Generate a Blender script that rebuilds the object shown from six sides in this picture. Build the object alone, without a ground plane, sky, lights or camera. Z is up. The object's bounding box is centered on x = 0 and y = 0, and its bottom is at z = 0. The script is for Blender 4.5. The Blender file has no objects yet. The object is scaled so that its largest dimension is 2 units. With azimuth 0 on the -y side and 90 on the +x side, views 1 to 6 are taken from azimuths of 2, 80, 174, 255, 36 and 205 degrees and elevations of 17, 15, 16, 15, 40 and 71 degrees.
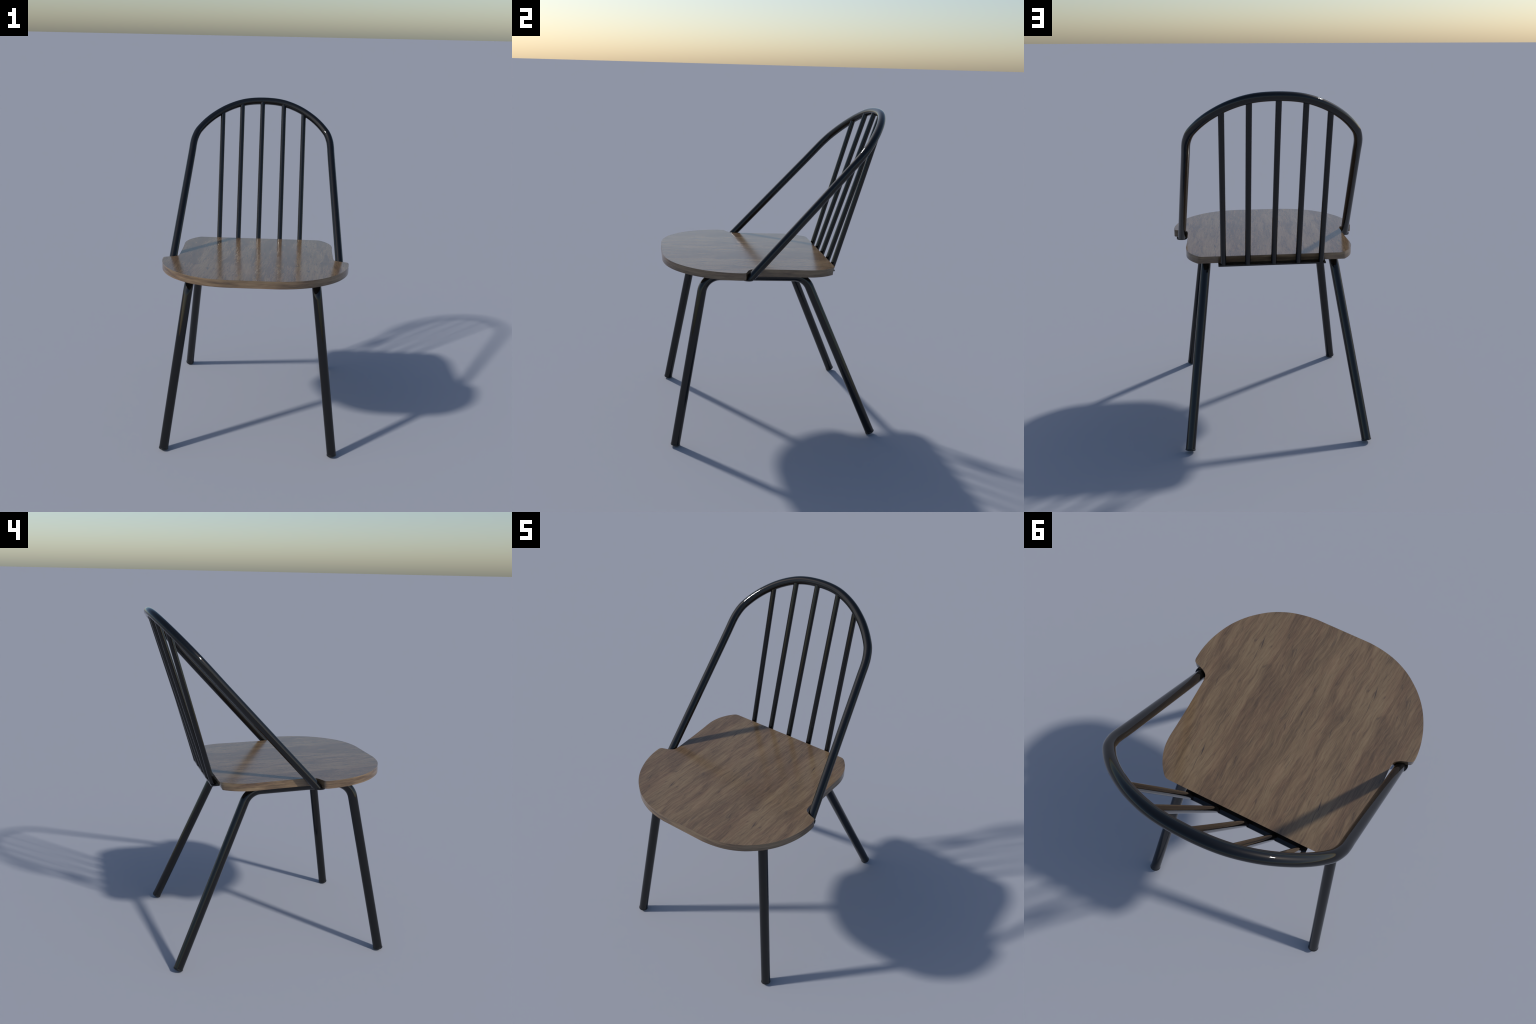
"""A black tubular-steel dining chair with a flat brown wooden seat and a spindle back."""
import bpy, bmesh, math
from mathutils import Vector, Matrix

# ------------------------------------------------------------------ sizes (metres)
SEAT_Z, TILT, SEAT_T = 1.088, 0.035, 0.0443     # seat top at y = 0, fall per metre backwards, thickness
HOOP_R, SPINDLE_R, LEG_R = 0.0241, 0.0160, 0.0276
FRAME_X = (-0.0108, 0.0055)                     # the leg frame sits a little off centre: x at the floor, per metre up
scene = bpy.context.scene


# ------------------------------------------------------------------ node helpers
class Nodes:
    def __init__(self, name):
        self.mat = bpy.data.materials.new(name)
        self.mat.use_nodes = True
        self.tree = self.mat.node_tree
        self.tree.nodes.clear()
        self.out = self.add("ShaderNodeOutputMaterial")
        self.bsdf = self.add("ShaderNodeBsdfPrincipled")
        self.link(self.bsdf.outputs[0], self.out.inputs[0])

    def add(self, kind):
        return self.tree.nodes.new(kind)

    def link(self, a, b):
        self.tree.links.new(a, b)

    def put(self, socket, value):
        if hasattr(value, "is_output"):
            self.link(value, socket)
        else:
            socket.default_value = value

    def math(self, op, a, b=0.0, c=0.0, clamp=False):
        n = self.add("ShaderNodeMath")
        n.operation, n.use_clamp = op, clamp
        for s, v in zip(n.inputs, (a, b, c)):
            self.put(s, v)
        return n.outputs[0]

    def smooth(self, v, lo, hi, to_lo=0.0, to_hi=1.0):
        n = self.add("ShaderNodeMapRange")
        n.interpolation_type = "SMOOTHSTEP"
        for s, x in zip(n.inputs, (v, lo, hi, to_lo, to_hi)):
            self.put(s, x)
        return n.outputs[0]

    def xyz(self, x, y, z):
        n = self.add("ShaderNodeCombineXYZ")
        for s, v in zip(n.inputs, (x, y, z)):
            self.put(s, v)
        return n.outputs[0]

    def noise(self, vec, w=None, scale=1.0, detail=2.0, rough=0.5, distortion=0.0):
        n = self.add("ShaderNodeTexNoise")
        n.noise_dimensions = "4D" if w is not None else "3D"
        self.put(n.inputs["Vector"], vec)
        if w is not None:
            self.put(n.inputs["W"], w)
        n.inputs["Scale"].default_value = scale
        n.inputs["Detail"].default_value = detail
        n.inputs["Roughness"].default_value = rough
        n.inputs["Distortion"].default_value = distortion
        return n.outputs["Fac"]

    def mix(self, fac, a, b, blend="MIX"):
        n = self.add("ShaderNodeMix")
        n.data_type, n.blend_type = "RGBA", blend
        self.put(n.inputs[0], fac)
        self.put(n.inputs[6], a)
        self.put(n.inputs[7], b)
        return n.outputs[2]

    def lerp(self, fac, a, b):
        n = self.add("ShaderNodeMix")
        n.data_type = "FLOAT"
        for k, x in ((0, fac), (2, a), (3, b)):
            self.put(n.inputs[k], x)
        return n.outputs[0]

    def curve(self, fac, values):
        """values: the value at 0 and 1, then (position, value) pairs between"""
        n = self.add("ShaderNodeFloatCurve")
        pts = n.mapping.curves[0].points
        pts[0].location, pts[-1].location = (0, values[0]), (1, values[0])
        for p, x in values[1:]:
            pts.new(p, x)
        n.mapping.update()
        self.put(n.inputs["Value"], fac)
        return n.outputs[0]

    def ramp(self, fac, stops):
        n = self.add("ShaderNodeValToRGB")
        e = n.color_ramp.elements
        while len(e) < len(stops):
            e.new(0.5)
        for el, (p, c) in zip(e, stops):
            el.position, el.color = p, (*c, 1)
        self.put(n.inputs[0], fac)
        return n.outputs[0]


def black_paint():
    m = Nodes("black_gloss_paint")
    geo = m.add("ShaderNodeNewGeometry")
    g = m.noise(geo.outputs["Position"], scale=9.0, detail=3.0)
    m.put(m.bsdf.inputs["Base Color"], m.mix(g, (0.0030, 0.0030, 0.0031, 1), (0.0042, 0.0042, 0.0044, 1)))
    m.bsdf.inputs["Roughness"].default_value = 0.035
    return m.mat


def wood(name, edge):
    """Walnut-brown veneer. The top repeats every 0.59 x 0.60 m, like the sheet it was cut from:
    the noises are read on a torus so that the repeat has no seam. edge: the cut sides, grain level."""
    m = Nodes(name)
    co = m.add("ShaderNodeTexCoord").outputs["Object"]
    sep = m.add("ShaderNodeSeparateXYZ")
    m.link(co, sep.inputs[0])
    X, Y, Z = sep.outputs
    if edge:
        def field(across, along, seed, **k):
            return m.noise(m.xyz(m.math("MULTIPLY", X, along), m.math("MULTIPLY", Y, along),
                                 m.math("MULTIPLY_ADD", Z, across, seed)), **k)
    else:
        u = m.math("DIVIDE", m.math("SUBTRACT", X, 0.321), 0.590)
        v = m.math("DIVIDE", m.math("SUBTRACT", Y, -0.464), 0.602)
        tau = 2 * math.pi

        def field(across, along, seed, bend=None, **k):
            """noise with `across` / `along` cells per metre, periodic over one sheet"""
            uu = u if bend is None else m.math("ADD", u, bend)
            ru, rv = across * 0.590 / tau, along * 0.602 / tau
            a, b = m.math("MULTIPLY", uu, tau), m.math("MULTIPLY", v, tau)
            return m.noise(m.xyz(m.math("MULTIPLY_ADD", m.math("COSINE", a), ru, seed),
                                 m.math("MULTIPLY", m.math("SINE", a), ru),
                                 m.math("MULTIPLY", m.math("COSINE", b), rv)),
                           w=m.math("MULTIPLY_ADD", m.math("SINE", b), rv, seed), **k)
    if edge:
        tone = m.smooth(field(38, 5, 3.1, detail=2.0), 0.30, 0.70)
        streak = field(150, 7, 7.7, detail=3.0, rough=0.6)
        fibre = field(420, 30, 1.9, detail=2.0)
        red = m.smooth(field(50, 4, 9.3, detail=1.0), 0.50, 0.68, 0.0, 0.6)
    else:
        wob = m.math("MULTIPLY", m.math("SUBTRACT", field(10, 5.5, 5.2, detail=1.6, rough=0.45), 0.5), 0.075)
        # the fine fibres run a few degrees off the bands and ripple
        ripple = m.math("MULTIPLY", m.math("SUBTRACT", field(34, 20, 6.4, detail=1.5), 0.5), 0.022)
        grain = m.math("MULTIPLY_ADD", Y, -0.12, m.math("ADD", wob, ripple))
        slow = m.math("MULTIPLY", m.math("SUBTRACT", field(20, 3.5, 8.8, detail=2.0), 0.5), 0.12)
        streak = field(112, 7.5, 7.7, bend=grain, detail=3.0, rough=0.6)
        fibre = field(300, 20, 1.9, bend=grain, detail=3.0, rough=0.75)
        # broad bands across one sheet: how light the wood is at u = 0..1, near its ends and at its middle
        uw = m.math("FRACT", m.math("ADD", m.math("ADD", u, 10.0), m.math("ADD", wob, slow)))
        ends = m.curve(uw, (0.72, (0.06, 0.80), (0.10, 0.72), (0.15, 0.25), (0.20, 0.50), (0.25, 0.45), (0.30, 0.16),
                            (0.36, 0.86), (0.40, 0.74), (0.46, 0.42), (0.50, 0.55), (0.56, 0.18), (0.61, 0.12),
                            (0.66, 0.30), (0.72, 0.46), (0.80, 0.20), (0.86, 0.52), (0.93, 0.70)))
        middle = m.curve(uw, (0.62, (0.05, 0.58), (0.12, 0.75), (0.20, 0.20), (0.26, 0.62), (0.33, 0.70), (0.40, 0.45),
                              (0.44, 0.20), (0.48, 0.72), (0.54, 0.40), (0.60, 0.55), (0.68, 0.16), (0.74, 0.38),
                              (0.80, 0.12), (0.86, 0.62), (0.91, 0.84), (0.96, 0.55)))
        blend = m.math("MULTIPLY_ADD", m.math("COSINE", m.math("MULTIPLY", v, tau)), 0.5, 0.5)
        blend = m.smooth(m.math("ADD", blend, m.math("MULTIPLY", slow, 3.0)), 0.2, 0.8)
        tone = m.lerp(blend, middle, ends)
        tone = m.lerp(0.25, tone, m.smooth(field(24, 6, 3.1, bend=wob, detail=2.0), 0.30, 0.70))
        patch = m.curve(uw, (0.0, (0.10, 0.1), (0.20, 0.3), (0.30, 0.7), (0.36, 0.0), (0.52, 0.1), (0.56, 0.0), (0.62, 1.0),
                             (0.70, 0.3), (0.80, 0.8), (0.88, 0.1)))
        red = m.math("MULTIPLY", m.lerp(0.5, patch, m.smooth(field(40, 7, 9.3, bend=wob, detail=1.5), 0.48, 0.66)), 0.75)
    t = m.math("ADD", m.math("MULTIPLY_ADD", tone, 0.60, -0.07),
               m.math("ADD", m.math("MULTIPLY", m.smooth(streak, 0.30, 0.70), 0.32),
                      m.math("MULTIPLY", m.smooth(fibre, 0.30, 0.70), 0.25)))
    col = m.ramp(t, [(0.10, (0.096, 0.0645, 0.0395)), (0.36, (0.142, 0.0945, 0.0550)),
                     (0.62, (0.190, 0.1290, 0.0735)), (0.92, (0.235, 0.1655, 0.0950))])
    col = m.mix(red, col, m.mix(1.0, col, (1.02, 0.93, 0.95, 1), "MULTIPLY"))
    if not edge:
        # thin dark pore lines, following the grain
        for across, along, seed, level, lo, hi, amount in ((64, 5.0, 13.7, 0.57, 0.45, 0.60, 0.46),
                                                          (130, 7, 23.1, 0.57, 0.46, 0.60, 0.33),
                                                          (100, 6, 31.3, 0.42, 0.46, 0.60, 0.33)):
            pores = field(across, along, seed, bend=grain, detail=1.0)
            line = m.smooth(m.math("ABSOLUTE", m.math("SUBTRACT", pores, level)), 0.0, 0.030, 1.0, 0.0)
            line = m.math("MULTIPLY", line, m.smooth(field(16, 11, seed + 3.4, detail=1.0), lo, hi))
            col = m.mix(m.math("MULTIPLY", line, amount), col, (0.060, 0.045, 0.036, 1))
        # the sheet's few dark cracks, one set per repeat: (u, v, half length, half width, slant)
        fu = m.math("FRACT", m.math("ADD", u, 10.5))
        fv = m.math("FRACT", m.math("ADD", v, 10.5))
        for cu, cv, hl, hw, sl, amount in ((0.495, 0.505, 0.10, 0.0065, -0.055, 0.85), (0.497, 0.63, 0.17, 0.0035, 0.02, 0.6),
                                           (0.94, 0.69, 0.05, 0.009, -0.08, 0.5), (0.945, 0.91, 0.05, 0.008, -0.08, 0.5),
                                           (0.01, 0.07, 0.06, 0.008, -0.10, 0.55), (0.67, 0.96, 0.10, 0.004, -0.05, 0.55)):
            dv = m.math("SUBTRACT", fv, cv)
            du = m.math("SUBTRACT", m.math("SUBTRACT", fu, cu), m.math("MULTIPLY", dv, sl))
            du = m.math("ADD", du, m.math("MULTIPLY", m.math("SINE", m.math("MULTIPLY", dv, 31.0)), 0.004))
            reach = m.smooth(m.math("ABSOLUTE", dv), 0.0, hl, 1.0, 0.0)
            wid = m.math("MULTIPLY_ADD", reach, hw, 0.0015)
            c = m.smooth(m.math("ABSOLUTE", du), 0.0, wid, 1.0, 0.0)
            col = m.mix(m.math("MULTIPLY", m.math("MULTIPLY", c, reach), amount), col, (0.038, 0.030, 0.030, 1))
    m.link(col, m.bsdf.inputs["Base Color"])
    m.bsdf.inputs["Roughness"].default_value = 0.18
    m.bsdf.inputs["IOR"].default_value = 1.62
    bump = m.add("ShaderNodeBump")
    bump.inputs["Strength"].default_value = 0.035
    bump.inputs["Distance"].default_value = 0.002
    m.link(m.math("ADD", m.math("MULTIPLY", streak, 0.75), m.math("MULTIPLY", fibre, 0.25)), bump.inputs["Height"])
    m.link(bump.outputs[0], m.bsdf.inputs["Normal"])
    return m.mat


PAINT = black_paint()
WOOD_TOP, WOOD_EDGE = wood("brown_wood_face", False), wood("brown_wood_edge", True)


# ------------------------------------------------------------------ geometry helpers
def catmull(points, step=6):
    pts = [Vector(p) for p in points]
    ext = [2 * pts[0] - pts[1]] + pts + [2 * pts[-1] - pts[-2]]
    out = []
    for i in range(1, len(ext) - 2):
        p0, p1, p2, p3 = ext[i - 1:i + 3]
        for k in range(step):
            t = k / step
            out.append(0.5 * ((2 * p1) + (p2 - p0) * t + (2 * p0 - 5 * p1 + 4 * p2 - p3) * t * t
                              + (3 * p1 - p0 - 3 * p2 + p3) * t ** 3))
    return out + [pts[-1]]


def fillet(a, b, c, r, n=14):
    """points of the arc of radius r that rounds the corner a-b-c"""
    a, b, c = Vector(a), Vector(b), Vector(c)
    d1, d2 = (a - b).normalized(), (c - b).normalized()
    half = d1.angle(d2) / 2
    centre = b + (d1 + d2).normalized() * (r / math.sin(half))
    t1, t2 = b + d1 * (r / math.tan(half)), b + d2 * (r / math.tan(half))
    v1, v2 = t1 - centre, t2 - centre
    ang = v1.angle(v2)
    axis = v1.cross(v2).normalized()
    return [centre + Matrix.Rotation(ang * i / n, 3, axis) @ v1 for i in range(n + 1)]


def tube(path, r, sides=28, caps=(True, True), planes=(None, None)):
    """sweep a circle along path; planes=(start, end): (point, normal) that an end is cut to"""
    path = [Vector(p) for p in path]
    tang = []
    for i in range(len(path)):
        a, b = path[max(i - 1, 0)], path[min(i + 1, len(path) - 1)]
        tang.append((b - a).normalized())
    ref = Vector((1, 0, 0)) if abs(tang[0].x) < 0.8 else Vector((0, 0, 1))
    nrm = (ref - tang[0] * ref.dot(tang[0])).normalized()
    bm = bmesh.new()
    rings = []
    for i, (p, t) in enumerate(zip(path, tang)):
        if i:
            nrm = tang[i - 1].rotation_difference(t) @ nrm
            nrm = (nrm - t * nrm.dot(t)).normalized()
        bi = t.cross(nrm)
        ring = []
        cut = planes[0] if i == 0 else planes[1] if i == len(path) - 1 else None
        for k in range(sides):
            a = 2 * math.pi * k / sides
            q = p + (nrm * math.cos(a) + bi * math.sin(a)) * r
            if cut:
                q = q + t * ((Vector(cut[0]) - q).dot(Vector(cut[1])) / t.dot(Vector(cut[1])))
            ring.append(bm.verts.new(q))
        rings.append(ring)
    for r0, r1 in zip(rings, rings[1:]):
        for k in range(sides):
            bm.faces.new((r0[k], r0[(k + 1) % sides], r1[(k + 1) % sides], r1[k])).smooth = True
    if caps[0]:
        bm.faces.new(list(reversed(rings[0])))
    if caps[1]:
        bm.faces.new(rings[-1])
    bm.normal_update()
    return bm


def prism(outline, z_top, z_bottom, low_limit=None):
    """upright slab; low_limit: the lower face stops at this y (a back edge sawn at a rake)"""
    bm = bmesh.new()
    top = [bm.verts.new((x, y, z_top)) for x, y in outline]
    low = [bm.verts.new((x, y if low_limit is None else min(y, low_limit), z_bottom)) for x, y in outline]
    n = len(outline)
    bm.faces.new(top)
    bm.faces.new(list(reversed(low)))
    for i in range(n):
        bm.faces.new((top[i], low[i], low[(i + 1) % n], top[(i + 1) % n]))
    bmesh.ops.recalc_face_normals(bm, faces=bm.faces)
    return bm


def lathe(profile, sides=32):
    """turn (radius, height) pairs about z"""
    bm = bmesh.new()
    rings = [[bm.verts.new((r * math.cos(2 * math.pi * k / sides), r * math.sin(2 * math.pi * k / sides), z))
              for k in range(sides)] for r, z in profile]
    for a, b in zip(rings, rings[1:]):
        for k in range(sides):
            bm.faces.new((a[k], a[(k + 1) % sides], b[(k + 1) % sides], b[k]))
    bm.faces.new(list(reversed(rings[0])))
    bm.faces.new(rings[-1])
    bmesh.ops.recalc_face_normals(bm, faces=bm.faces)
    return bm


def obj_from(bm, name, mats, parent, sharp=35.0):
    me = bpy.data.meshes.new(name)
    for f in bm.faces:
        f.smooth = True
    for e in bm.edges:
        e.smooth = not (len(e.link_faces) == 2 and e.calc_face_angle() > math.radians(sharp))
    bm.to_mesh(me)
    bm.free()
    for mt in mats:
        me.materials.append(mt)
    return link(bpy.data.objects.new(name, me), parent)


def link(ob, parent):
    scene.collection.objects.link(ob)
    ob.parent = parent
    return ob


# ------------------------------------------------------------------ the chair
chair = bpy.data.objects.new("spindle_back_chair", None)
scene.collection.objects.link(chair)
chair["label"] = "black tubular metal chair with brown wooden seat and spindle back"
chair["category"] = "chair"


def under(y, drop=0.0):
    """height of the seat's lower face at y, less drop"""
    return SEAT_Z - SEAT_T - TILT * y - drop


# --- seat: straight front, round front corners, notches for the hoop, narrower rear half
FRONT_ARC = [(0.140, -0.6868), (0.177, -0.6833), (0.2115, -0.6780), (0.250, -0.6695), (0.2885, -0.657),
             (0.330, -0.6385), (0.3695, -0.6155), (0.4055, -0.588), (0.439, -0.558), (0.470, -0.5235),
             (0.4975, -0.4850), (0.5180, -0.4480), (0.5345, -0.4105), (0.5478, -0.3725), (0.5580, -0.3305),
             (0.5640, -0.290), (0.5657, -0.2525), (0.5632, -0.2360), (0.5540, -0.2262), (0.528, -0.2172),
             (0.5080, -0.2090), (0.4905, -0.197), (0.4825, -0.186), (0.4798, -0.169), (0.4787, -0.150)]
REAR_ARC = [(0.4803, 0.005), (0.4840, 0.100), (0.4862, 0.147), (0.4836, 0.192), (0.4716, 0.2388),
            (0.4553, 0.2736), (0.4421, 0.2944), (0.4213, 0.3204), (0.4060, 0.3325), (0.3920, 0.3360)]
half = [(p.x, p.y) for p in catmull([(x, y, 0) for x, y in FRONT_ARC], 3)] + \
       [(p.x, p.y) for p in catmull([(x, y, 0) for x, y in REAR_ARC], 3)]
outline = half + [(-x, y) for x, y in reversed(half)]
bm = prism(outline, 0.0, -SEAT_T, low_limit=0.336 - 0.0145)
for f in bm.faces:
    f.material_index = 0 if abs(f.normal.z) > 0.5 else 1
seat = obj_from(bm, "seat", (WOOD_TOP, WOOD_EDGE), chair)
seat.location, seat.rotation_euler = (0, 0, SEAT_Z), (-math.atan(TILT), 0, 0)

# --- hoop: two straight arms leaning back, joined by a flat bow; drawn in its own leaning plane (x, w)
LEAN = Vector((0, 0.914, 1)).normalized()
FOOT = Vector((0, -0.149, 1.1))
BOW = [(0.4632, 0.772), (0.4612, 0.812), (0.4585, 0.842), (0.4543, 0.868), (0.4445, 0.9045), (0.4303, 0.937),
       (0.4005, 0.9815), (0.3720, 1.0168), (0.3375, 1.0525), (0.290, 1.0925), (0.2428, 1.1245), (0.1895, 1.152),
       (0.137, 1.1715), (0.085, 1.1825), (0.029, 1.1875)]


def hoop_point(x, w):
    # the arms lean a touch more than the drawing plane, the top of the bow more again
    back = -0.0038 + 0.0098 * min(w / 0.7, 1.0) + 0.006 * (max(0.0, w - 0.70) / 0.488) ** 2
    return FOOT + LEAN * w + Vector((x, back, 0))


right = [(0.5137 - 0.0657 * w, w) for w in (-0.085, 0.15, 0.4, 0.6, 0.7)] + BOW
flat = right + [(-x, w) for x, w in reversed(right)]
path = [hoop_point(p.x, p.y) for p in catmull([(x, w, 0) for x, w in flat], 4)]
washer_n = Vector((0, TILT, 1)).normalized()
WASHER_T, WASHER_R = 0.008, 0.0325
foot_at = hoop_point(0.5137 + 0.0657 * 0.085, -0.085)
cut_r = (Vector((0, 0, under(0, 0.0020))), washer_n)
backrest = obj_from(tube(path, HOOP_R, planes=(cut_r, cut_r)), "backrest", (PAINT,), chair)

# --- spindles and the strip they stand on
PLATE_T, PLATE_X, PLATE_Y = 0.0085, 0.3053, (0.262, 0.362)
cut_s = (Vector((0, 0, under(0, 0.0022))), washer_n)


def bow_at(x):
    best = min(path, key=lambda p: abs(p.x - x) - (10 if p.z > 1.6 else 0))
    return best


for x, y_low, slope in ((-0.2780, 0.3630, 0.2865), (-0.1467, 0.3655, 0.3175), (-0.0076, 0.3652, 0.3270),
                        (0.1394, 0.3661, 0.3175), (0.2765, 0.3630, 0.2930)):
    z1 = bow_at(x).z - 0.004
    lo = Vector((x, y_low + slope * (1.02 - 1.08), 1.02))
    hi = Vector((x, y_low + slope * (z1 - 1.08), z1))
    obj_from(tube([lo, hi], SPINDLE_R, sides=24, planes=(cut_s, None)), "spindle", (PAINT,), backrest)

plate = obj_from(prism([(-PLATE_X, PLATE_Y[0]), (PLATE_X, PLATE_Y[0]), (PLATE_X, PLATE_Y[1]), (-PLATE_X, PLATE_Y[1])],
                       0.0, -PLATE_T), "mounting_strip", (PAINT,), backrest)
plate.location, plate.rotation_euler = (0, 0, under(0, 0.0010)), (-math.atan(TILT), 0, 0)

# --- round tabs that close the hoop's lower ends
washer_me = None
for side in (1, -1):
    if washer_me is None:
        r, t = WASHER_R, WASHER_T
        w = obj_from(lathe([(r, -t), (r, 0)]), "mounting_tab", (PAINT,), backrest)
        washer_me = w.data
    else:
        w = link(bpy.data.objects.new("mounting_tab", washer_me), backrest)
    w.location = (side * (foot_at.x - 0.001), foot_at.y, under(foot_at.y, 0.0008))
    w.rotation_euler = (-math.atan(TILT), 0, 0)

# --- legs: each side is one bent tube, front leg - rail under the seat - rear leg
BEND = 0.108


def leg_line(x0, dx, y0, dy, z):
    return Vector((x0 + dx * z, y0 + dy * z, z))


glide_me = None
for side in (1, -1):
    def at(p):
        return Vector((FRAME_X[0] + FRAME_X[1] * p.z + side * p.x, p.y, p.z))
    rail_z = lambda y: under(y, LEG_R + 0.001)
    corner_f = leg_line(0.5078, -0.1315, -0.6340, 0.1790, rail_z(-0.449))
    corner_r = leg_line(0.5088, -0.1325, 0.5965, -0.4315, rail_z(0.160))
    mid = (corner_f + corner_r) / 2
    for corner, other, line in ((corner_f, corner_r, (0.5078, -0.1315, -0.6340, 0.1790)),
                                (corner_r, corner_f, (0.5088, -0.1325, 0.5965, -0.4315))):
        down = (leg_line(*line, 0) - leg_line(*line, 1)).normalized()
        glide_r, glide_h = 0.0290, 0.011
        # end of the leg: its glide's lowest rim touches the ground
        z_end = glide_r * math.sqrt(1 - down.z ** 2) * 0.93
        end = leg_line(*line, z_end)
        top_of_glide = end - down * (glide_h * 0.5)
        p = [top_of_glide, (top_of_glide + corner) / 2] + fillet(top_of_glide, corner, other, BEND) + [mid]
        leg = obj_from(tube([at(q) for q in p], LEG_R, caps=(True, False)), "leg", (PAINT,), chair)
        r, h = glide_r, glide_h
        if glide_me is None:
            glide = obj_from(lathe([(r - 0.0045, 0), (r - 0.0018, 0.0008), (r, 0.0032), (r, h - 0.003),
                                    (r - 0.0008, h - 0.001), (r - 0.0022, h)]), "foot_glide", (PAINT,), leg, sharp=80)
            glide_me = glide.data
        else:
            glide = link(bpy.data.objects.new("foot_glide", glide_me), leg)
        up = Vector((-side * down.x, -down.y, -down.z))
        glide.location = at(end)
        glide.rotation_euler = Vector((0, 0, 1)).rotation_difference(up).to_euler()
